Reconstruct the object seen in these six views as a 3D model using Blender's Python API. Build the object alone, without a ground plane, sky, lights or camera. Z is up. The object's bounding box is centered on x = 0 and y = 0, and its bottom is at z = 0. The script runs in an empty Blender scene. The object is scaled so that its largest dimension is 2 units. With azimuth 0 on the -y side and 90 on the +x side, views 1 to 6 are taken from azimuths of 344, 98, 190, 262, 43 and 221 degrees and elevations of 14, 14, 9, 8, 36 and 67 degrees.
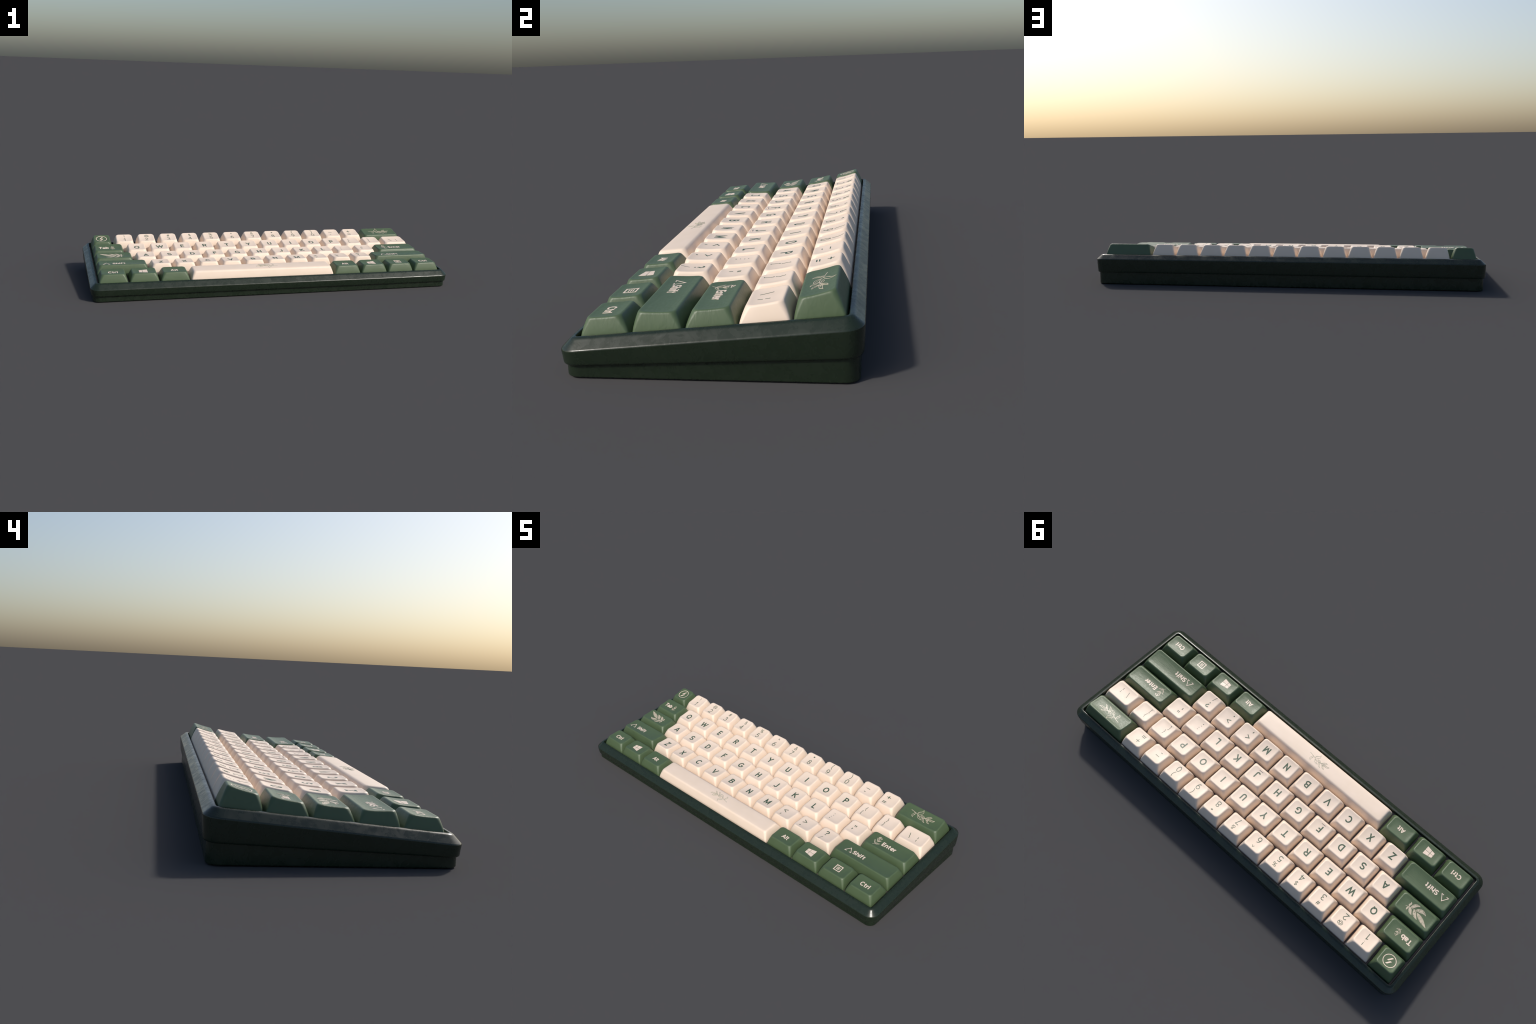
"""Compact sixty-percent mechanical keyboard: tilted dark green case, cream and green sculpted keycaps."""
import bpy, math, random
from mathutils import Vector, Matrix

random.seed(7)
COL = bpy.context.scene.collection

# ------------------------------------------------------------------ sizes (metres, object is 2 m wide)
U = 0.1277                      # key pitch
TILT = math.atan(0.0937)        # slope of the typing plane
RIM_Z = 0.1215                  # height of the bezel rim at y = 0
HALF_X, HALF_Y = 1.0, 0.358     # outer case, at its widest line
KEY_X0 = -7.5 * U - 0.001       # left side of the key field
ROW_W = [0.0015 + (2 - i) * U for i in range(5)]   # row centres along the slope


def seam_z(y):
    return 0.0465 + 0.0448 * y


def shoulder_z(y):
    return 0.0980 + 0.0937 * y


def rim_z(y):
    return RIM_Z + 0.0015 + 0.0937 * y


# ------------------------------------------------------------------ materials
def new_mat(name):
    m = bpy.data.materials.new(name)
    m.use_nodes = True
    nt = m.node_tree
    return m, nt, nt.nodes["Principled BSDF"]


def link(nt, a, b):
    nt.links.new(a, b)


def node(nt, kind, **props):
    n = nt.nodes.new(kind)
    for k, v in props.items():
        if k in n.inputs:
            n.inputs[k].default_value = v
        else:
            setattr(n, k, v)
    return n


def varied_coords(nt):
    """Object coordinates pushed apart per repeat, so shared meshes do not share their grain."""
    tc = node(nt, "ShaderNodeTexCoord")
    info = node(nt, "ShaderNodeObjectInfo")
    mul = node(nt, "ShaderNodeMath", operation="MULTIPLY")
    mul.inputs[1].default_value = 37.0
    add = node(nt, "ShaderNodeVectorMath", operation="ADD")
    link(nt, info.outputs["Random"], mul.inputs[0])
    link(nt, tc.outputs["Object"], add.inputs[0])
    link(nt, mul.outputs[0], add.inputs[1])
    return add.outputs[0]


def noise(nt, vec, scale, stretch=(1, 1, 1), detail=4.0, rough=0.55, distort=0.0, rot=(0, 0, 0)):
    mp = node(nt, "ShaderNodeMapping")
    mp.inputs["Scale"].default_value = stretch
    mp.inputs["Rotation"].default_value = rot
    nz = node(nt, "ShaderNodeTexNoise", Scale=scale, Detail=detail, Roughness=rough, Distortion=distort)
    link(nt, vec, mp.inputs["Vector"])
    link(nt, mp.outputs[0], nz.inputs["Vector"])
    return nz.outputs["Fac"]


def ramp(nt, fac, stops):
    r = node(nt, "ShaderNodeValToRGB")
    els = r.color_ramp.elements
    while len(els) < len(stops):
        els.new(0.5)
    for e, (p, c) in zip(els, stops):
        e.position = p
        e.color = (*c, 1) if len(c) == 3 else c
    link(nt, fac, r.inputs[0])
    return r.outputs[0]


def grey(v):
    return (v, v, v)


def bump_chain(nt, bsdf, layers):
    last = None
    for fac, strength, dist in layers:
        b = node(nt, "ShaderNodeBump", Strength=strength, Distance=dist)
        link(nt, fac, b.inputs["Height"])
        if last:
            link(nt, last, b.inputs["Normal"])
        last = b.outputs[0]
    link(nt, last, bsdf.inputs["Normal"])


def keycap_material(name, dark, light, rough, streak):
    m, nt, b = new_mat(name)
    vec = varied_coords(nt)
    tone = noise(nt, vec, 14, detail=3)
    link(nt, ramp(nt, tone, [(0.3, dark), (0.7, light)]), b.inputs["Base Color"])
    fine = noise(nt, vec, 150, detail=3)
    link(nt, ramp(nt, fine, [(0.25, grey(rough - 0.05)), (0.75, grey(rough + 0.06))]), b.inputs["Roughness"])
    long_streak = noise(nt, vec, 34, stretch=(0.35, 1.6, 0.8), detail=5, distort=0.9, rot=(0, 0, 0.5))
    cross = noise(nt, vec, 60, stretch=(1.5, 0.35, 0.6), detail=4, distort=0.5)
    bump_chain(nt, b, [(long_streak, streak, 0.004), (cross, streak * 0.6, 0.002), (fine, 0.05, 0.001)])
    b.inputs["Specular IOR Level"].default_value = 0.5
    return m


def case_material(name, dark, light, rough):
    m, nt, b = new_mat(name)
    tc = node(nt, "ShaderNodeTexCoord").outputs["Object"]
    tone = noise(nt, tc, 7, detail=5, rough=0.65)
    link(nt, ramp(nt, tone, [(0.3, dark), (0.72, light)]), b.inputs["Base Color"])
    blot = noise(nt, tc, 30, detail=7, rough=0.7, distort=0.5)
    link(nt, ramp(nt, blot, [(0.32, grey(rough - 0.07)), (0.68, grey(rough + 0.13))]), b.inputs["Roughness"])
    brush = noise(nt, tc, 42, stretch=(0.9, 1.3, 1.0), detail=6, distort=0.7, rot=(0, 0, 0.6))
    lump = noise(nt, tc, 14, detail=2)
    grain = noise(nt, tc, 320, detail=2)
    bump_chain(nt, b, [(lump, 0.05, 0.004), (brush, 0.05, 0.003), (grain, 0.008, 0.0006)])
    return m


def plain_material(name, colour, rough):
    m, nt, b = new_mat(name)
    vec = varied_coords(nt)
    tone = noise(nt, vec, 90, detail=2)
    c = Vector(colour)
    link(nt, ramp(nt, tone, [(0.3, tuple(c * 0.93)), (0.7, tuple(c * 1.05))]), b.inputs["Base Color"])
    b.inputs["Roughness"].default_value = rough
    return m


CREAM = keycap_material("cream_plastic", (0.835, 0.675, 0.530), (0.870, 0.708, 0.572), 0.47, 0.05)
GREEN = keycap_material("green_plastic", (0.074, 0.113, 0.054), (0.081, 0.123, 0.060), 0.43, 0.20)
CASE = case_material("dark_green_case", (0.0124, 0.0212, 0.0117), (0.0132, 0.0222, 0.0124), 0.25)
PLATE = plain_material("grey_plate", (0.20, 0.165, 0.150), 0.65)
HOUSING = plain_material("black_switch_plastic", (0.03, 0.03, 0.03), 0.5)
INK_GREEN = plain_material("green_ink", (0.062, 0.105, 0.062), 0.42)
INK_FAINT = plain_material("faint_green_ink", (0.36, 0.36, 0.26), 0.45)
INK_CREAM = plain_material("cream_ink", (0.84, 0.68, 0.55), 0.38)
INK_PALE = plain_material("pale_ink", (0.56, 0.48, 0.36), 0.36)


# ------------------------------------------------------------------ mesh helpers
def rounded_rect(x0, x1, y0, y1, r, seg=8, div=4):
    """Counter-clockwise outline with a fixed vertex count whatever its size."""
    r = max(min(r, (x1 - x0) / 2 - 1e-5, (y1 - y0) / 2 - 1e-5), 1e-5)
    pts = []
    corners = [(x1 - r, y0 + r, -90), (x1 - r, y1 - r, 0), (x0 + r, y1 - r, 90), (x0 + r, y0 + r, 180)]
    for k, (cx, cy, a0) in enumerate(corners):
        arc = [(cx + r * math.cos(math.radians(a0 + 90 * i / seg)), cy + r * math.sin(math.radians(a0 + 90 * i / seg))) for i in range(seg + 1)]
        pts += arc
        nx, ny, na = corners[(k + 1) % 4]
        nxt = (nx + r * math.cos(math.radians(na)), ny + r * math.sin(math.radians(na)))
        for j in range(1, div):
            t = j / div
            pts.append((arc[-1][0] * (1 - t) + nxt[0] * t, arc[-1][1] * (1 - t) + nxt[1] * t))
    return pts


def loft(rings, cap_start=True, cap_end=True):
    n = len(rings[0])
    verts = [v for ring in rings for v in ring]
    faces = []
    for i in range(len(rings) - 1):
        for k in range(n):
            a, b = i * n + k, i * n + (k + 1) % n
            faces.append((a, b, b + n, a + n))
    if cap_start:
        faces.append(tuple(reversed(range(n))))
    if cap_end:
        faces.append(tuple(range((len(rings) - 1) * n, len(rings) * n)))
    return verts, faces


def make_mesh(name, verts, faces, mat, smooth=True, sharp=None):
    me = bpy.data.meshes.new(name)
    me.from_pydata([tuple(v) for v in verts], [], faces)
    me.materials.append(mat)
    if smooth:
        me.shade_smooth()
        if sharp:
            me.set_sharp_from_angle(angle=math.radians(sharp))
    me.update()
    return me


def add_object(name, data, parent, matrix=None):
    o = bpy.data.objects.new(name, data)
    COL.objects.link(o)
    o.parent = parent
    if matrix is not None:
        o.matrix_local = matrix
    return o


# ------------------------------------------------------------------ the thing
keyboard = bpy.data.objects.new("mechanical_keyboard", None)
COL.objects.link(keyboard)
keyboard["label"] = "compact mechanical keyboard with cream and forest green keycaps"
keyboard["category"] = "computer keyboard"


def case_ring(inset, z_of_y, lift=0.0, radius=0.047):
    out = rounded_rect(-HALF_X + inset, HALF_X - inset, -HALF_Y + inset, HALF_Y - inset, max(radius - inset, 0.006), seg=10, div=12)
    return [(x, y, z_of_y(y) + lift) for x, y in out]


def arc_steps(p0, p1, p2, n):
    """Quadratic rounding between three (inset, lift) stations."""
    for i in range(n + 1):
        t = i / n
        yield tuple((1 - t) ** 2 * a + 2 * t * (1 - t) * b + t * t * c for a, b, c in zip(p0, p1, p2))


# upper case: undercut, wall, chamfer, narrow flat rim, inner wall
rings = [case_ring(0.030, seam_z, 0.0005), case_ring(0.0095, seam_z, 0.0002), case_ring(0.0052, seam_z, 0.0)]
for l, i in ((0.0018, 0.0040), (0.0055, 0.0032), (0.016, 0.0022)):        # soft turn-under along the lower third of the wall
    rings.append(case_ring(i, seam_z, l))
for i, l in arc_steps((0.0003, -0.0030), (0.0, 0.0), (0.0022, 0.0022), 4):
    rings.append(case_ring(i, shoulder_z, l))
rings.append(case_ring(0.0030, shoulder_z, 0.0030))
for i, l in arc_steps((0.0205, -0.0062), (0.0262, 0.0), (0.0335, 0.0), 6):
    rings.append(case_ring(i, rim_z, l))
for i, l in arc_steps((0.0345, 0.0), (0.0368, 0.0), (0.0370, -0.0035), 4):
    rings.append(case_ring(i, rim_z, l))
rings.append(case_ring(0.0372, rim_z, -0.0045))
rings.append(case_ring(0.0375, rim_z, -0.034))
upper = add_object("upper_case", make_mesh("upper_case", *loft(rings, False, False), CASE, sharp=100), keyboard)

# lower case: flat foot, rounded bottom edge, slightly flared wall
flat = lambda y: 0.0
rings = [case_ring(0.022, flat, 0.0)]
for i, l in arc_steps((0.0150, 0.0), (0.0115, 0.0), (0.0114, 0.0034), 5):
    rings.append(case_ring(i, flat, l))
rings += [case_ring(0.0114, flat, 0.005), case_ring(0.0120, seam_z, -0.0015), case_ring(0.0120, seam_z, 0.0012), case_ring(0.034, seam_z, 0.0012)]
lower = add_object("lower_case", make_mesh("lower_case", *loft(rings), CASE, sharp=40), keyboard)

# mounting plate under the keys
PLATE_DROP = 0.0225
rings = [case_ring(0.0365, rim_z, -PLATE_DROP - 0.006), case_ring(0.0365, rim_z, -PLATE_DROP), case_ring(0.039, rim_z, -PLATE_DROP + 0.0004)]
add_object("switch_plate", make_mesh("switch_plate", *loft(rings), PLATE, sharp=30), keyboard)

# ------------------------------------------------------------------ keycaps
# per row: front and back edge of the top face, as (distance from key centre, height over the rim plane)
ROWS = [
    dict(front=(-0.0450, 0.0422), back=(0.0415, 0.0572)),
    dict(front=(-0.0412, 0.0337), back=(0.0475, 0.0410)),
    dict(front=(-0.0400, 0.0345), back=(0.0475, 0.0350)),
    dict(front=(-0.0440, 0.0422), back=(0.0475, 0.0340)),
    dict(front=(-0.0430, 0.0375), back=(0.0410, 0.0372)),
]
BASE_H = -0.0180                # lower lip of a keycap, under the rim plane
TOP_INSET = 0.0194              # how far the top face draws in on each side
GAP_X, GAP_Y = 0.0031, 0.0018   # half the gap between neighbouring skirts, along and across a row
SCOOP = 0.0019                  # front-to-back hollow of every top face


class CapShape:
    """Profile of one keycap: half width, sculpt row, dish depth (negative swells)."""

    def __init__(self, half_width, row, dish, edge, corner):
        self.hx = half_width
        self.row = ROWS[row]
        self.dish, self.edge, self.corner = dish, edge, corner
        self.x1 = self.hx - TOP_INSET + 0.0005
        self.y0, self.y1 = self.row["front"][0], self.row["back"][0]

    def plane(self, y):
        (f, hf), (b, hb) = self.row["front"], self.row["back"]
        v = min(max(2 * (y - f) / (b - f) - 1, -1.0), 1.0)
        hollow = SCOOP * (1 - v * v) if self.dish > 0 else 0.0
        return hf + (hb - hf) * (y - f) / (b - f) - hollow

    def sink(self, x, y):
        """Shallow bowl, flat along the middle of wide keys, dying out at the rounded edge."""
        reach = 0.043
        mid, half = (self.y0 + self.y1) / 2, (self.y1 - self.y0) / 2 - self.edge * 0.5
        u = max(0.0, abs(x) - max(self.x1 - reach, 0.0)) / (min(reach, self.x1) - self.edge * 0.5)
        v = abs(y - mid) / half
        return self.dish * max(1 - u ** 3.6, 0.0) * max(1 - v ** 3.6, 0.0)

    def surface(self, x, y):
        return self.plane(y) - self.sink(x, y)

    def top_ring(self, inset):
        pts = rounded_rect(-self.x1 + inset, self.x1 - inset, self.y0 + inset, self.y1 - inset, max(self.corner - inset * 0.8, 0.003))
        return [Vector((x, y, self.surface(x, y))) for x, y in pts]

    def build(self, name, mat):
        base = [Vector((x, y, BASE_H)) for x, y in rounded_rect(-self.hx + GAP_X, self.hx - GAP_X, -U / 2 + GAP_Y, U / 2 - GAP_Y, 0.0065)]
        sharp_top = self.top_ring(0.0)

        def side(s):
            # the walls lean in faster as they rise: a slightly barrelled side
            out = []
            for b, t in zip(base, sharp_top):
                q = s ** 1.5
                out.append(Vector((b.x + (t.x - b.x) * q, b.y + (t.y - b.y) * q, b.z + (t.z - b.z) * s)))
            return out

        inner_lip = [Vector((v.x - math.copysign(0.0025, v.x), v.y - math.copysign(0.0025, v.y), BASE_H + 0.0004)) for v in base]
        rings = [[Vector((v.x, v.y, BASE_H + 0.012)) for v in inner_lip], inner_lip, base]
        f = self.edge
        height = 0.056
        s_low = 1 - f / height
        for s in (0.04, 0.2, 0.4, 0.6, 0.8, s_low - 0.02, s_low):
            rings.append(side(s))
        lo, hi = side(s_low), self.top_ring(f)
        for i in range(1, 6):
            t = i / 6
            rings.append([(1 - t) ** 2 * a + 2 * t * (1 - t) * c + t * t * b for a, c, b in zip(lo, sharp_top, hi)])
        for k in range(9):
            rings.append(self.top_ring(f + (0.0390 - f) * k / 8))
        v, fc = loft(rings)
        return make_mesh(name, v, fc, mat)


# ------------------------------------------------------------------ legends
class Art:
    """Flat drawing collected on a key top, later laid on its surface with a thin printed body."""

    def __init__(self):
        self.v, self.f, self.step, self.n = [], [], [], 0

    def add(self, verts, faces):
        k = len(self.v)
        self.v += [Vector((p[0], p[1])) for p in verts]
        self.f += [tuple(i + k for i in f) for f in faces]
        self.step += [self.n] * len(verts)
        self.n += 1

    def poly(self, pts):
        self.add(pts, [tuple(range(len(pts)))])

    def stroke(self, pts, width, close=False, taper=False):
        raw = [Vector((p[0], p[1])) for p in pts]
        pts = []
        for p, q in zip(raw, raw[1:] + (raw[:1] if close else [])):      # short pieces follow the hollow top
            k = max(1, math.ceil((q - p).length / 0.004))
            pts += [p.lerp(q, j / k) for j in range(k)]
        if not close:
            pts.append(raw[-1])
        n = len(pts)
        out = []
        for i, p in enumerate(pts):
            a = pts[(i - 1) % n] if close or i else p
            b = pts[(i + 1) % n] if close or i < n - 1 else p
            din = (p - a).normalized() if (p - a).length > 1e-9 else None
            dout = (b - p).normalized() if (b - p).length > 1e-9 else None
            din, dout = din or dout, dout or din
            d = (din + dout)
            d = d.normalized() if d.length > 1e-6 else dout
            nrm = Vector((-d.y, d.x))
            w = width / 2 / max(abs(nrm.dot(Vector((-dout.y, dout.x)))), 0.42)     # keep the width through a bend
            if taper:
                w *= max(1 - abs(2 * i / (n - 1) - 1) ** 3, 0.25)
            out += [p + nrm * w, p - nrm * w]
        m = n if close else n - 1
        self.add(out, [(2 * i, 2 * i + 1, (2 * i + 3) % (2 * n), (2 * i + 2) % (2 * n)) for i in range(m)])

    def mesh(self, name, shape, mat, lift=0.00035):
        n = len(self.v)
        extra = 0.0003 / max(self.n, 8)
        top = [(p.x, p.y, shape.surface(p.x, p.y) + lift + k * extra) for p, k in zip(self.v, self.step)]
        low = [(p.x, p.y, shape.surface(p.x, p.y) - 0.0008) for p in self.v]
        faces, edges = [], {}
        for f in self.f:
            a = sum(self.v[f[i]].cross(self.v[f[(i + 1) % len(f)]]) for i in range(len(f)))
            f = f if a > 0 else tuple(reversed(f))
            faces.append(f)
            for i in range(len(f)):
                edges[(f[i], f[(i + 1) % len(f)])] = 1
        walls = [(b, a, a + n, b + n) for a, b in edges if (b, a) not in edges]
        return make_mesh(name, top + low, faces + walls, mat, smooth=False)


def arc(cx, cy, rx, ry, a0, a1, n=14):
    return [(cx + rx * math.cos(math.radians(a0 + (a1 - a0) * i / n)), cy + ry * math.sin(math.radians(a0 + (a1 - a0) * i / n))) for i in range(n + 1)]


def ring(cx, cy, rx, ry):
    return arc(cx, cy, rx, ry, 0, 360, 28)[:-1] + ["close"]


# Stroke alphabet: a plain grotesque, each glyph as centre lines in a box one cap height tall.
GLYPHS = {
    "A": (0.66, [[(0, 0), (0.31, 1), (0.35, 1), (0.66, 0)], [(0.11, 0.30), (0.55, 0.30)]]),
    "B": (0.50, [[(0, 0.5), (0, 1)] + arc(0.24, 0.765, 0.22, 0.235, 90, -90) + [(0, 0.53)], [(0, 0.53)] + arc(0.26, 0.265, 0.24, 0.265, 90, -90) + [(0, 0), (0, 0.55)]]),
    "C": (0.54, [arc(0.33, 0.5, 0.33, 0.5, 42, 318, 22)]),
    "D": (0.54, [[(0, 0.5), (0, 1)] + arc(0.18, 0.5, 0.36, 0.5, 90, -90, 20) + [(0, 0), (0, 0.52)]]),
    "E": (0.42, [[(0.44, 1), (0, 1), (0, 0), (0.44, 0)], [(0, 0.51), (0.40, 0.51)]]),
    "F": (0.42, [[(0.44, 1), (0, 1), (0, -0.09)], [(0, 0.50), (0.38, 0.50)]]),
    "G": (0.62, [arc(0.33, 0.5, 0.33, 0.5, 45, 328, 22) + [(0.62, 0.24), (0.62, 0.45), (0.36, 0.45)]]),
    "H": (0.50, [[(0, -0.09), (0, 1.09)], [(0.50, -0.09), (0.50, 1.09)], [(0, 0.51), (0.50, 0.51)]]),
    "I": (0.0, [[(0, -0.09), (0, 1.09)]]),
    "J": (0.40, [[(0.40, 1.09)] + arc(0.20, 0.22, 0.20, 0.22, 0, -165)]),
    "K": (0.54, [[(0, -0.09), (0, 1.09)], [(0.52, 1.08), (0, 0.40)], [(0.17, 0.60), (0.55, -0.08)]]),
    "L": (0.40, [[(0, 1.09), (0, 0), (0.42, 0)]]),
    "M": (0.66, [[(0, -0.09), (0, 1.0), (0.33, 0.12), (0.66, 1.0), (0.66, -0.09)]]),
    "N": (0.50, [[(0, -0.09), (0, 0.98), (0.50, 0.02), (0.50, 1.09)]]),
    "O": (0.64, [ring(0.32, 0.5, 0.33, 0.5)]),
    "P": (0.48, [[(0, -0.09), (0, 1)] + arc(0.23, 0.735, 0.24, 0.265, 90, -90) + [(0, 0.47)]]),
    "Q": (0.64, [ring(0.32, 0.5, 0.33, 0.5), [(0.40, 0.22), (0.60, -0.10)]]),
    "R": (0.50, [[(0, -0.09), (0, 1)] + arc(0.23, 0.74, 0.24, 0.26, 90, -90) + [(0, 0.48)], [(0.24, 0.48), (0.50, -0.08)]]),
    "S": (0.52, [arc(0.26, 0.745, 0.24, 0.255, 25, 262) + arc(0.26, 0.25, 0.26, 0.25, 85, -155)[1:]]),
    "T": (0.50, [[(-0.05, 1), (0.61, 1)], [(0.28, 1), (0.28, -0.09)]]),
    "U": (0.46, [[(0, 1.09)] + arc(0.23, 0.24, 0.23, 0.24, 180, 360) + [(0.46, 1.09)]]),
    "V": (0.62, [[(-0.03, 1.08), (0.31, 0.02), (0.65, 1.08)]]),
    "W": (0.92, [[(-0.03, 1.08), (0.22, 0.03), (0.46, 0.97), (0.70, 0.03), (0.95, 1.08)]]),
    "X": (0.56, [[(0, 1.08), (0.56, -0.08)], [(0.56, 1.08), (0, -0.08)]]),
    "Y": (0.60, [[(-0.02, 1.08), (0.30, 0.45), (0.62, 1.08)], [(0.30, 0.45), (0.30, -0.09)]]),
    "Z": (0.50, [[(-0.02, 1), (0.50, 1), (0, 0), (0.53, 0)]]),
    "0": (0.52, [ring(0.26, 0.5, 0.26, 0.5)]),
    "1": (0.24, [[(-0.02, 0.80), (0.24, 1.0), (0.24, -0.05)]]),
    "2": (0.52, [arc(0.26, 0.73, 0.25, 0.27, 165, -38) + [(0.0, 0.0), (0.56, 0.0)]]),
    "3": (0.52, [arc(0.25, 0.76, 0.23, 0.24, 155, -85) + arc(0.25, 0.26, 0.27, 0.26, 88, -155)[1:]]),
    "4": (0.56, [[(0.60, 0.27), (0.0, 0.27), (0.40, 1.0), (0.42, -0.05)]]),
    "5": (0.52, [[(0.48, 1.0), (0.09, 1.0), (0.05, 0.56)] + arc(0.25, 0.32, 0.27, 0.32, 132, -150)]),
    "6": (0.52, [ring(0.26, 0.31, 0.26, 0.31), arc(0.42, 0.33, 0.42, 0.67, 178, 92)]),
    "7": (0.52, [[(0.0, 1.0), (0.52, 1.0), (0.16, -0.05)]]),
    "8": (0.52, [ring(0.26, 0.76, 0.21, 0.24), ring(0.26, 0.27, 0.26, 0.27)]),
    "9": (0.52, [ring(0.26, 0.69, 0.26, 0.31), arc(0.10, 0.67, 0.42, 0.67, -2, -88)]),
    "a": (0.44, [arc(0.22, 0.49, 0.22, 0.21, 160, 0) + [(0.44, -0.09)], ring(0.22, 0.20, 0.21, 0.19)]),
    "b": (0.46, [[(0, 1.09), (0, -0.09)], ring(0.24, 0.34, 0.23, 0.34)]),
    "e": (0.48, [[(0.02, 0.36), (0.48, 0.36)] + arc(0.25, 0.36, 0.24, 0.36, 0, 318, 20)]),
    "f": (0.30, [[(0.34, 1.04)] + arc(0.27, 0.84, 0.15, 0.20, 90, 180) + [(0.12, -0.09)], [(-0.04, 0.70), (0.34, 0.70)]]),
    "h": (0.44, [[(0, -0.09), (0, 1.09)], [(0, 0.34)] + arc(0.22, 0.46, 0.22, 0.25, 180, 0) + [(0.44, -0.09)]]),
    "i": (0.0, [[(0, -0.09), (0, 0.76)], [(0, 0.96), (0, 1.14)]]),
    "l": (0.0, [[(0, -0.09), (0, 1.09)]]),
    "n": (0.44, [[(0, -0.09), (0, 0.78)], [(0, 0.34)] + arc(0.22, 0.46, 0.22, 0.25, 180, 0) + [(0.44, -0.09)]]),
    "r": (0.26, [[(0, -0.09), (0, 0.78)], [(0, 0.40)] + arc(0.26, 0.42, 0.24, 0.28, 180, 85)]),
    "t": (0.30, [[(0.12, 0.98), (0.12, 0.16)] + arc(0.27, 0.16, 0.15, 0.17, 180, 285), [(-0.04, 0.70), (0.32, 0.70)]]),
    "h_line": (0.5, [[(0, 0.5), (0.5, 0.5)]]),
    "+": (0.6, [[(0, 0.5), (0.6, 0.5)], [(0.3, 0.2), (0.3, 0.8)]]),
    "=": (0.6, [[(0, 0.63), (0.6, 0.63)], [(0, 0.37), (0.6, 0.37)]]),
    "!": (0.0, [[(0, 1.05), (0, 0.32)], [(0, 0.04), (0, -0.07)]]),
    "@": (0.96, [arc(0.5, 0.45, 0.5, 0.52, -60, 282, 26), ring(0.47, 0.45, 0.22, 0.25), [(0.70, 0.72)] + arc(0.84, 0.32, 0.13, 0.13, 180, 330)]),
    "#": (0.6, [[(0.10, 0), (0.24, 1)], [(0.38, 0), (0.52, 1)], [(-0.02, 0.34), (0.60, 0.34)], [(0.02, 0.68), (0.64, 0.68)]]),
    "$": (0.50, [arc(0.25, 0.72, 0.24, 0.20, 25, 262) + arc(0.25, 0.29, 0.26, 0.23, 85, -155)[1:], [(0.25, 1.08), (0.25, -0.1)]]),
    "%": (0.72, [ring(0.14, 0.77, 0.15, 0.19), ring(0.58, 0.23, 0.15, 0.19), [(0.62, 1.0), (0.10, 0.0)]]),
    "^": (0.44, [[(0, 0.55), (0.22, 0.95), (0.44, 0.55)]]),
    "&": (0.62, [[(0.64, 0.0), (0.14, 0.66)] + arc(0.27, 0.81, 0.17, 0.18, 215, -40) + arc(0.23, 0.24, 0.24, 0.24, 118, 320), [(0.42, 0.10), (0.60, 0.48)]]),
    "*": (0.4, [[(0.2, 0.55), (0.2, 1.0)], [(0.0, 0.66), (0.4, 0.90)], [(0.0, 0.90), (0.4, 0.66)]]),
    "(": (0.2, [arc(0.5, 0.45, 0.46, 0.75, 125, 235)]),
    ")": (0.2, [arc(-0.3, 0.45, 0.46, 0.75, 55, -55)]),
    "[": (0.2, [[(0.22, 1.1), (0, 1.1), (0, -0.1), (0.22, -0.1)]]),
    "]": (0.2, [[(-0.02, 1.1), (0.2, 1.1), (0.2, -0.1), (-0.02, -0.1)]]),
    "{": (0.26, [[(0.28, 1.1), (0.16, 1.06), (0.13, 0.66), (0.0, 0.5), (0.13, 0.34), (0.16, -0.06), (0.28, -0.1)]]),
    "}": (0.26, [[(-0.02, 1.1), (0.10, 1.06), (0.13, 0.66), (0.26, 0.5), (0.13, 0.34), (0.10, -0.06), (-0.02, -0.1)]]),
    "\\": (0.34, [[(0, 1.1), (0.34, -0.1)]]),
    "/": (0.40, [[(0.40, 1.1), (0, -0.1)]]),
    "|": (0.0, [[(0, 1.1), (0, 0.62)], [(0, 0.38), (0, -0.1)]]),
    ":": (0.0, [[(0, 0.72), (0, 0.58)], [(0, 0.10), (0, -0.04)]]),
    ";": (0.06, [[(0.05, 0.72), (0.05, 0.58)], [(0.06, 0.10), (0.0, -0.14)]]),
    "'": (0.0, [[(0, 1.05), (0, 0.70)]]),
    "\"": (0.22, [[(0, 1.05), (0, 0.70)], [(0.22, 1.05), (0.22, 0.70)]]),
    ",": (0.08, [[(0.08, 0.12), (0.0, -0.16)]]),
    ".": (0.0, [[(0, 0.10), (0, -0.08)]]),
    "<": (0.50, [[(0.52, 0.84), (0, 0.5), (0.52, 0.16)]]),
    ">": (0.50, [[(-0.02, 0.84), (0.50, 0.5), (-0.02, 0.16)]]),
    "?": (0.46, [arc(0.23, 0.76, 0.23, 0.24, 170, -40) + [(0.23, 0.42), (0.23, 0.28)], [(0.23, 0.10), (0.23, -0.08)]]),
    "-": (0.30, [[(0, 0.5), (0.30, 0.5)]]),
    "_": (0.74, [[(0, 0.5), (0.74, 0.5)]]),
}


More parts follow.
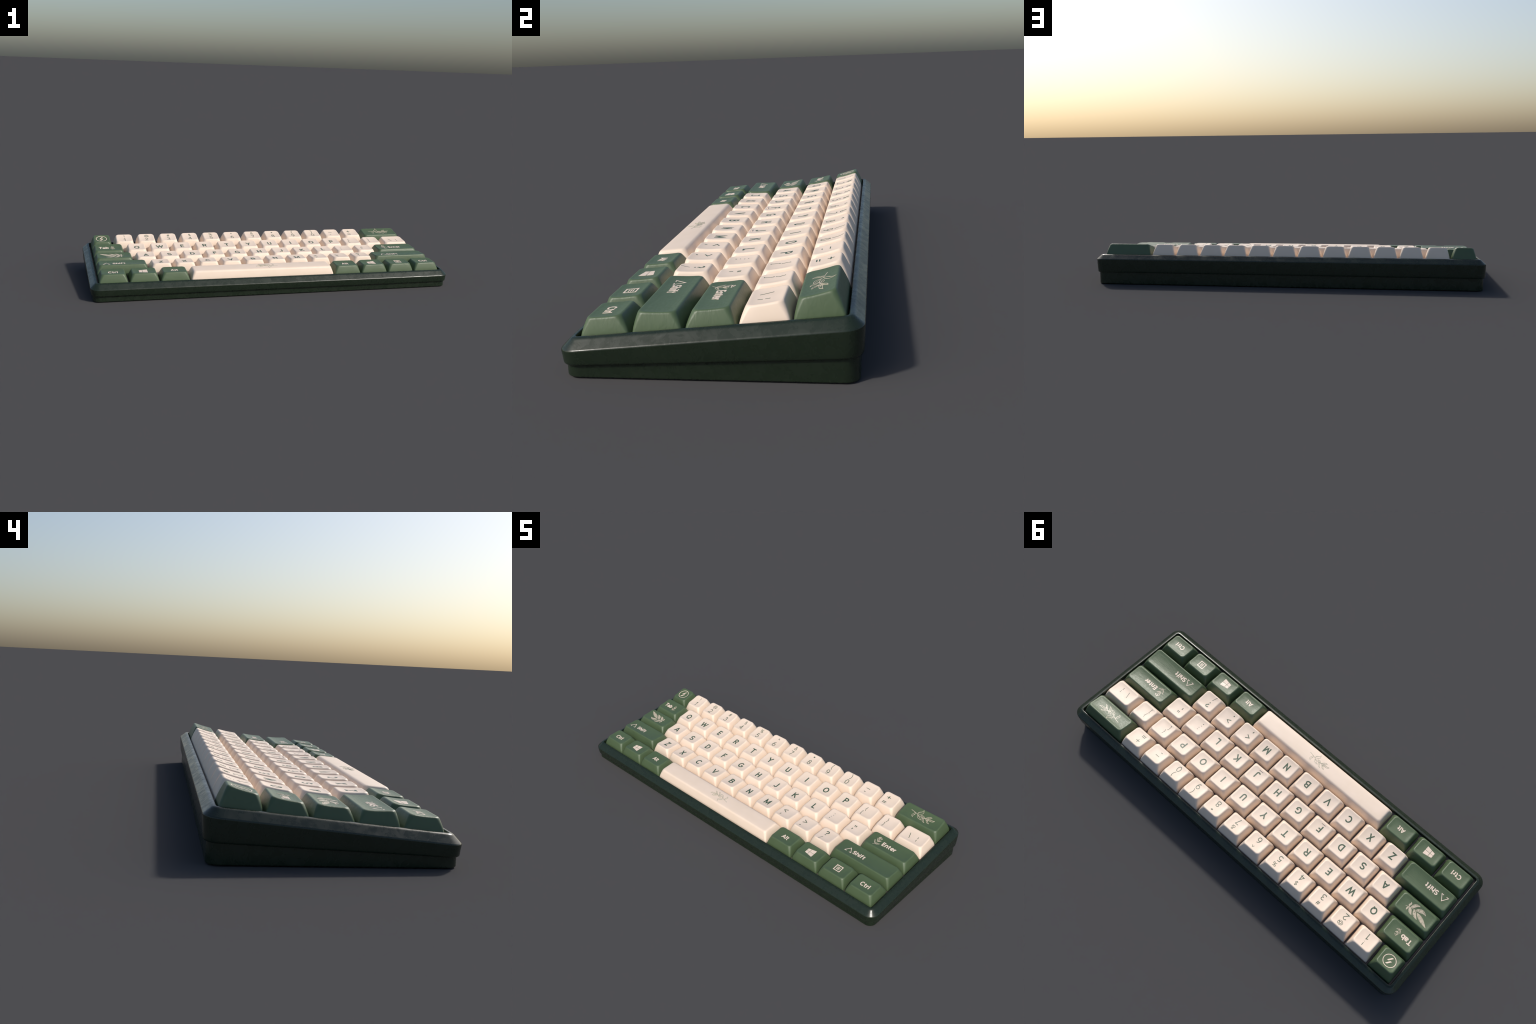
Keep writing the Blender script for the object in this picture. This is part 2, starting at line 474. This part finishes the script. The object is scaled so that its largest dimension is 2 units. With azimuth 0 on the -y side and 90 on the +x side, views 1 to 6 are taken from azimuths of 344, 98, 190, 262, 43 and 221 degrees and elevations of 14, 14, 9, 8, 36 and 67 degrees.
def write(art, body, cap, weight, at, space=0.10, widen=1.0):
    """Set a word in the stroke alphabet, centred on `at`; weight is the pen relative to the cap height."""
    w = cap * weight
    scale = cap - w
    x, lines = 0.0, []
    for ch in body:
        adv, strokes = GLYPHS[ch]
        for st in strokes:
            closed = st[-1] == "close"
            pts = st[:-1] if closed else st
            lines.append(([(x + p[0] * cap * widen, w / 2 + p[1] * scale) for p in pts], closed))
        x += adv * cap * widen + w + space * cap
    ys = [p[1] for l, c in lines for p in l]
    cx = (x - space * cap - w) / 2
    cy = cap / 2 if len(body) > 1 or body.isalnum() else (min(ys) + max(ys)) / 2
    for pts, closed in lines:
        art.stroke([(px - cx + at[0], py - cy + at[1]) for px, py in pts], w, close=closed)


def curve_points(p0, p1, p2, n=10):
    return [tuple((1 - t) ** 2 * a + 2 * t * (1 - t) * b + t * t * c for a, b, c in zip(p0, p1, p2)) for t in (i / n for i in range(n + 1))]


def smooth_path(pts, n=5):
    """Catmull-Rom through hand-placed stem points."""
    p = [Vector(q) for q in pts]
    p = [p[0] * 2 - p[1]] + p + [p[-1] * 2 - p[-2]]
    out = []
    for i in range(1, len(p) - 2):
        for k in range(n):
            t = k / n
            out.append(0.5 * (2 * p[i] + (p[i + 1] - p[i - 1]) * t + (2 * p[i - 1] - 5 * p[i] + 4 * p[i + 1] - p[i + 2]) * t * t
                              + (3 * p[i] - p[i - 1] - 3 * p[i + 1] + p[i + 2]) * t ** 3))
    return out + [p[-2]]


def leaf_sides(base, tip, left, right, sway=0.0, n=12):
    """Two edges and the midrib of a pointed leaf from base to tip; left and right are half widths, sway bends the tip."""
    b, t = Vector(base), Vector(tip)
    d = t - b
    ln = d.length
    d.normalize()
    nr = Vector((-d.y, d.x))

    def place(u, v):
        return b + d * (u * ln) + nr * (v + sway * math.sin(math.pi * 2 * u) * ln)

    us = [i / n for i in range(n + 1)]
    swell = [math.sin(math.pi * u ** 0.8) ** 1.0 if 0 < u < 1 else 0.0 for u in us]
    return ([place(u, s * left) for u, s in zip(us, swell)], [place(u, -s * right) for u, s in zip(us, swell)], [place(u * 0.8, 0) for u in us])


def sprig(art, at, size, pen, turn=0.0):
    """Leafy line-drawn branch with a bare stalk, two curled lower leaves and six slim upper ones (coordinates in mm)."""
    ca, sa = math.cos(turn) * size * 0.001, math.sin(turn) * size * 0.001
    tr = lambda p: (at[0] + p[0] * ca - p[1] * sa, at[1] + p[0] * sa + p[1] * ca)
    k = size * 0.001
    stem = [(-67, 11), (-47, 7), (-30, 3), (-22, -1), (0, -4.5), (20, -2), (30, -6)]
    art.stroke([tr(p) for p in smooth_path(stem)], pen * 1.25)
    for base, tip, left, right, sway in (
            ((-42, 4), (-38, -25), 1.5, 8, 0.10), ((-27, 4), (-12, 36), 1.5, 13, 0.10), ((-22, -3), (8, -19), 0.5, 7.5, 0.0), ((3, -5), (29, -25), 3.5, 4.5, 0.05),
            ((-9, 3), (18, -1), 6, 0.8, 0.0), ((19, 0), (46, 19), 5.5, 3.5, -0.04), ((31, -5), (67, 9), 5, 4.5, 0.06), ((27, -6), (51, -19), 2.5, 4.5, 0.05)):
        a, b, m = leaf_sides(tr(base), tr(tip), left * k, right * k, sway)
        art.stroke(a, pen)
        art.stroke(b, pen)
        art.stroke(m[2:9], pen * 0.75)


def posy(art, at, size, pen):
    """Small posy: curved stalk, four pale leaves and a knot of round buds on top (coordinates in mm)."""
    k = size * 0.001
    tr = lambda p: (at[0] + p[0] * k, at[1] + p[1] * k)
    art.stroke([tr(p) for p in smooth_path([(-8, -30), (-3, -21), (3, -2), (0, 15)])], pen)
    for base, tip, left, right in (((-1, -20), (19, -7), 2.5, 5.5), ((-3, -17), (-18, 4), 2, 5), ((3, -1), (14, 13), 3, 2), ((2, 0), (-12, 19), 2.5, 3)):
        a, b, m = leaf_sides(tr(base), tr(tip), left * k, right * k, 0.03)
        art.stroke(a, pen)
        art.stroke(b, pen)
        art.stroke(m, pen)
        art.stroke([Vector(p).lerp(Vector(q), 0.5) for p, q in zip(a, m)][1:9], pen * 0.6)


def buds(art, at, size):
    k = size * 0.001
    for x, y, r in ((9, 23, 2.6), (-2, 30, 2.6), (-5, 23, 3.4), (1, 22, 2.2), (3, 14, 2.4), (5, 28, 2.0)):
        art.poly([(at[0] + (x + r * math.cos(i * math.pi / 5)) * k, at[1] + (y + r * math.sin(i * math.pi / 5)) * k) for i in range(10)])


def engraved_leaf(art, at):
    """Broad engraved branch: seven leaves filled with close hatching, so the ground only shows through as flecks."""
    rnd = random.Random(11)
    k = 0.001
    tr = lambda p: (at[0] + p[0] * k, at[1] + p[1] * k)
    art.stroke([tr(p) for p in smooth_path([(49, 11), (32, 4), (16, 1), (3, -2), (-8, 2)])], 0.0016)
    for base, tip, left, right, sway in (
            ((-9, 3), (-77, 33), 9.5, 8.5, 0.0), ((2, -5), (-46, -12), 15.5, 1.0, -0.04), ((10, 0), (-26, 30), 3.5, 11.0, 0.02), ((31, 4), (4, 29), 4.5, 9.0, 0.03),
            ((27, 3), (-4, -28), 13, 0.5, -0.05), ((34, 3), (39, -19), 3.5, 4, 0.1), ((38, 5), (36, 25), 3, 3, 0.05)):
        a, b, m = leaf_sides(tr(base), tr(tip), left * k, right * k, sway, 20)
        for line, w in ((a, 0.0012), (b, 0.0012), (m, 0.0015)):
            art.stroke(line, w)
        for i in range(1, 19):
            for edge in (a, b):
                for j in (0.0, 0.5):
                    q = m[i].lerp(m[i + 1], j)
                    e = edge[min(i + 2, 20)].lerp(edge[min(i + 3, 20)], j)
                    if (e - q).length < 0.0012:
                        continue
                    s0, s1 = (0.0, rnd.uniform(0.45, 1.0)) if rnd.random() < 0.6 else (rnd.uniform(0.1, 0.4), 1.0)
                    art.stroke([q.lerp(e, s0), q.lerp(e, s1)], rnd.uniform(0.0007, 0.0014))


def four_panes(art, s, at):
    """Window of four panes, its right side taller as if seen at an angle."""
    gap = 0.022
    edge = lambda x, f: s * f * (0.41 + 0.19 * x)
    for x0, x1 in ((-0.5, -0.10 - gap), (-0.10 + gap, 0.5)):
        for f0, f1 in ((gap * 2.2, 1), (-1, -gap * 2.2)):
            art.poly([(s * x0 + at[0], edge(x0, f0) + at[1]), (s * x1 + at[0], edge(x1, f0) + at[1]), (s * x1 + at[0], edge(x1, f1) + at[1]), (s * x0 + at[0], edge(x0, f1) + at[1])])


def menu_sign(art, s, at):
    h = s * 0.5
    art.stroke([(at[0] - h, at[1] - h), (at[0] + h, at[1] - h), (at[0] + h, at[1] + h), (at[0] - h, at[1] + h)], 0.0042, close=True)
    for k in (-1, 0, 1):
        art.stroke([(at[0] - s * 0.26, at[1] + k * s * 0.20), (at[0] + s * 0.26, at[1] + k * s * 0.20)], 0.0032)


def round_badge(art, at):
    art.stroke([(at[0] + x, at[1] + y) for x, y in ring(0, 0, 0.0292, 0.0292)[:-1]], 0.0028, close=True)
    d = Vector((0.0142, 0.022)).normalized()
    for cx, cy in ((0.0013, -0.009), (-0.0008, 0.0084)):
        c = Vector((cx + at[0], cy + at[1]))
        side = Vector((0.0040, 0.0007))
        art.poly([c - d * 0.0125 - side, c - d * 0.0125 + side, c + d * 0.0125 + side, c + d * 0.0125 - side])


def shift_arrow(art, at, s):
    pts = [(-0.24, -0.44), (-0.60, -0.44), (0.0, 0.5), (0.60, -0.44), (0.24, -0.44)]
    art.stroke([(at[0] + a * s, at[1] + b * s) for a, b in pts], s * 0.095)


LETTER, DIGIT, SYMBOL, WORD = 0.0365, 0.0315, 0.0235, 0.0250


def draw_legend(kind, data):
    """One drawing per ink on this key."""
    ink, pale, bumps = Art(), Art(), Art()
    if kind == "letter":
        write(ink, data, LETTER, 0.17, (0.0, 0.0))
        if data in "FJ":
            bumps.stroke([(-0.0105, -0.0290), (0.0105, -0.0290)], 0.0030)
    elif kind == "digit":
        write(ink, data[0], DIGIT, 0.10, (0.0, -0.0185))
        write(ink, data[1], 0.030 if data[1] in "()" else SYMBOL, 0.09, (0.002, 0.0185 + (0.004 if data[1] in "^*" else 0.0)))
    elif kind == "pair":
        for ch, cap, weight, at in data:
            write(ink, ch, cap, weight, at)
    elif kind == "word":
        write(ink, data, WORD, 0.18, (0.0, -0.003), space=0.05)
    elif kind == "shift":
        arrow_x, word_x = data
        shift_arrow(ink, (arrow_x, -0.003), 0.030)
        write(ink, "Shift", 0.0250, 0.20, (word_x, -0.003), space=0.05)
    elif kind == "tab":
        write(ink, "Tab", 0.0265, 0.20, (-0.027, 0.003), space=0.04)
        posy(pale, (0.021, -0.002), 0.70, 0.0011)
        buds(pale, (0.021, -0.002), 0.70)
    elif kind == "enter":
        posy(pale, (-0.068, -0.001), 1.0, 0.0013)
        buds(ink, (-0.068, -0.001), 1.0)
        write(ink, "Enter", 0.0255, 0.20, (-0.001, 0.001), space=0.03)
    elif kind == "badge":
        round_badge(ink, (-0.0015, -0.001))
    elif kind == "leaf":
        engraved_leaf(pale, (0.0025, -0.001))
    elif kind == "branch":
        sprig(pale, (0.001, 0.0), 1.0, 0.0017)
    elif kind == "long_branch":
        sprig(pale, (0.024, 0.0), 0.90, 0.0013, math.pi)
    elif kind == "panes":
        four_panes(ink, 0.0435, (-0.003, -0.003))
    elif kind == "menu":
        menu_sign(ink, 0.032, (0.002, 0.0))
    return ink, pale, bumps


def both(lo, hi, x=-0.0165, lo_y=-0.024, hi_y=0.011, lo_s=0.034, hi_s=0.034, lo_w=0.11, hi_w=0.11):
    return ((lo, lo_s, lo_w, (x - 0.002, lo_y)), (hi, hi_s, hi_w, (x + 0.003, hi_y)))


LAYOUT = [
    [("badge", 1, None)] + [("digit", 1, c) for c in ("1!", "2@", "3#", "4$", "5%", "6^", "7&", "8*", "9(", "0)")]
    + [("pair", 1, both("-", "_", lo_y=-0.021, hi_y=0.003, x=-0.009, lo_s=0.030, hi_s=0.030, hi_w=0.09)),
       ("pair", 1, both("=", "+", lo_y=-0.023, hi_y=0.012, x=-0.014, lo_w=0.10, hi_w=0.10)), ("branch", 2, None)],
    [("tab", 1.5, None)] + [("letter", 1, c) for c in "QWERTYUIOP"]
    + [("pair", 1, both("[", "{", lo_y=-0.017, hi_y=0.014, lo_s=0.023, hi_s=0.023, lo_w=0.09, hi_w=0.09)),
       ("pair", 1, both("]", "}", lo_y=-0.017, hi_y=0.014, lo_s=0.023, hi_s=0.023, lo_w=0.09, hi_w=0.09)),
       ("pair", 1.5, (("\\", 0.030, 0.085, (-0.022, -0.002)), ("|", 0.028, 0.085, (0.020, -0.004))))],
    [("leaf", 1.75, None)] + [("letter", 1, c) for c in "ASDFGHJKL"]
    + [("pair", 1, both(";", ":", lo_y=-0.012, hi_y=0.014, lo_s=0.022, hi_s=0.022, lo_w=0.15, hi_w=0.15)),
       ("pair", 1, both("'", "\"", lo_y=-0.008, hi_y=0.015, x=-0.013)), ("enter", 2.25, None)],
    [("shift", 2.25, (-0.084, -0.0185))] + [("letter", 1, c) for c in "ZXCVBNM"]
    + [("pair", 1, both(",", "<")), ("pair", 1, both(".", ">", lo_w=0.16)), ("pair", 1, both("/", "?", x=-0.0120, lo_y=-0.027, hi_y=0.014, lo_s=0.024, hi_s=0.032, lo_w=0.08, hi_w=0.15)), ("shift", 2.75, (-0.0945, -0.038))],
    [("word", 1.25, "Ctrl"), ("panes", 1.25, None), ("word", 1.25, "Alt"), ("long_branch", 6.25, None), ("word", 1.25, "Alt"), ("panes", 1.25, None),
     ("menu", 1.25, None), ("word", 1.25, "Ctrl")],
]
CREAM_KINDS = {"letter", "digit", "pair", "long_branch"}

# the inner columns of each row are set a little wider than the nominal pitch: (offset, growth per unit, pivot in units)
SPREAD = [(0.0, 0.0, 7.5), (0.0081, 0.00285, 7.5), (0.0083, 0.00215, 7.75), (-0.0003, 0.00105, 7.25), (0.0, 0.0005, 7.5)]


def edge_x(row, units):
    """World x of a key boundary, `units` key pitches from the left end of the row."""
    shift = 0.0
    if 0.5 < units < 14.5:
        off, grow, pivot = SPREAD[row]
        shift = max(min(off + grow * (units - pivot), 0.0235), -0.0075)
    return KEY_X0 + units * U + shift


tilt = Matrix.Rotation(TILT, 4, "X")
plane_frame = Matrix.Translation((0, 0, RIM_Z)) @ tilt
shapes, cap_meshes, legend_meshes = {}, {}, {}
switch_spots = []
for r, row in enumerate(LAYOUT):
    units = 0.0
    for kind, width, data in row:
        xa, xb = edge_x(r, units), edge_x(r, units + width)
        units += width
        cream = kind in CREAM_KINDS
        spot = (round(xb - xa, 4), r, cream)
        if spot not in cap_meshes:
            if width > 4:
                shape = CapShape((xb - xa) / 2, r, -0.0012, 0.0075, 0.015)
            else:
                shape = CapShape((xb - xa) / 2, r, 0.0024, 0.0052, 0.0170)
            shapes[spot] = shape
            cap_meshes[spot] = shape.build("keycap", CREAM if cream else GREEN)
        m = plane_frame @ Matrix.Translation(((xa + xb) / 2, ROW_W[r], 0))
        cap = add_object("spacebar" if width > 4 else "keycap", cap_meshes[spot], keyboard, m)
        tag = (kind, spot, str(data))
        if tag not in legend_meshes:
            ink, pale, bumps = draw_legend(kind, data)
            legend_meshes[tag] = made = []
            if ink.v:
                made.append(("legend", ink.mesh("legend", shapes[spot], INK_GREEN if cream else INK_CREAM)))
            if pale.v:
                made.append(("leaf_drawing", pale.mesh("leaf_drawing", shapes[spot], INK_FAINT if cream else INK_PALE)))
            if bumps.v:
                made.append(("homing_bar", bumps.mesh("homing_bar", shapes[spot], CREAM, 0.0022)))
        for part_name, part_mesh in legend_meshes[tag]:
            add_object(part_name, part_mesh, cap, Matrix.Identity(4))
        switch_spots.append(((xa + xb) / 2, ROW_W[r]))

# switches that carry the caps, hidden under them
verts, faces = [], []
for cx, cw in switch_spots:
    outs = [[plane_frame @ Vector((px + cx, py + cw, h)) for px, py in rounded_rect(-s, s, -s, s, 0.006, 2, 1)]
            for s, h in ((0.040, -PLATE_DROP - 0.002), (0.040, -0.012), (0.030, 0.002), (0.012, 0.002), (0.012, 0.022))]
    v, f = loft(outs)
    faces += [tuple(i + len(verts) for i in q) for q in f]
    verts += v
sw = add_object("switch", make_mesh("switch", verts, faces, HOUSING, sharp=30), keyboard)
sw["kind"] = "stuff"
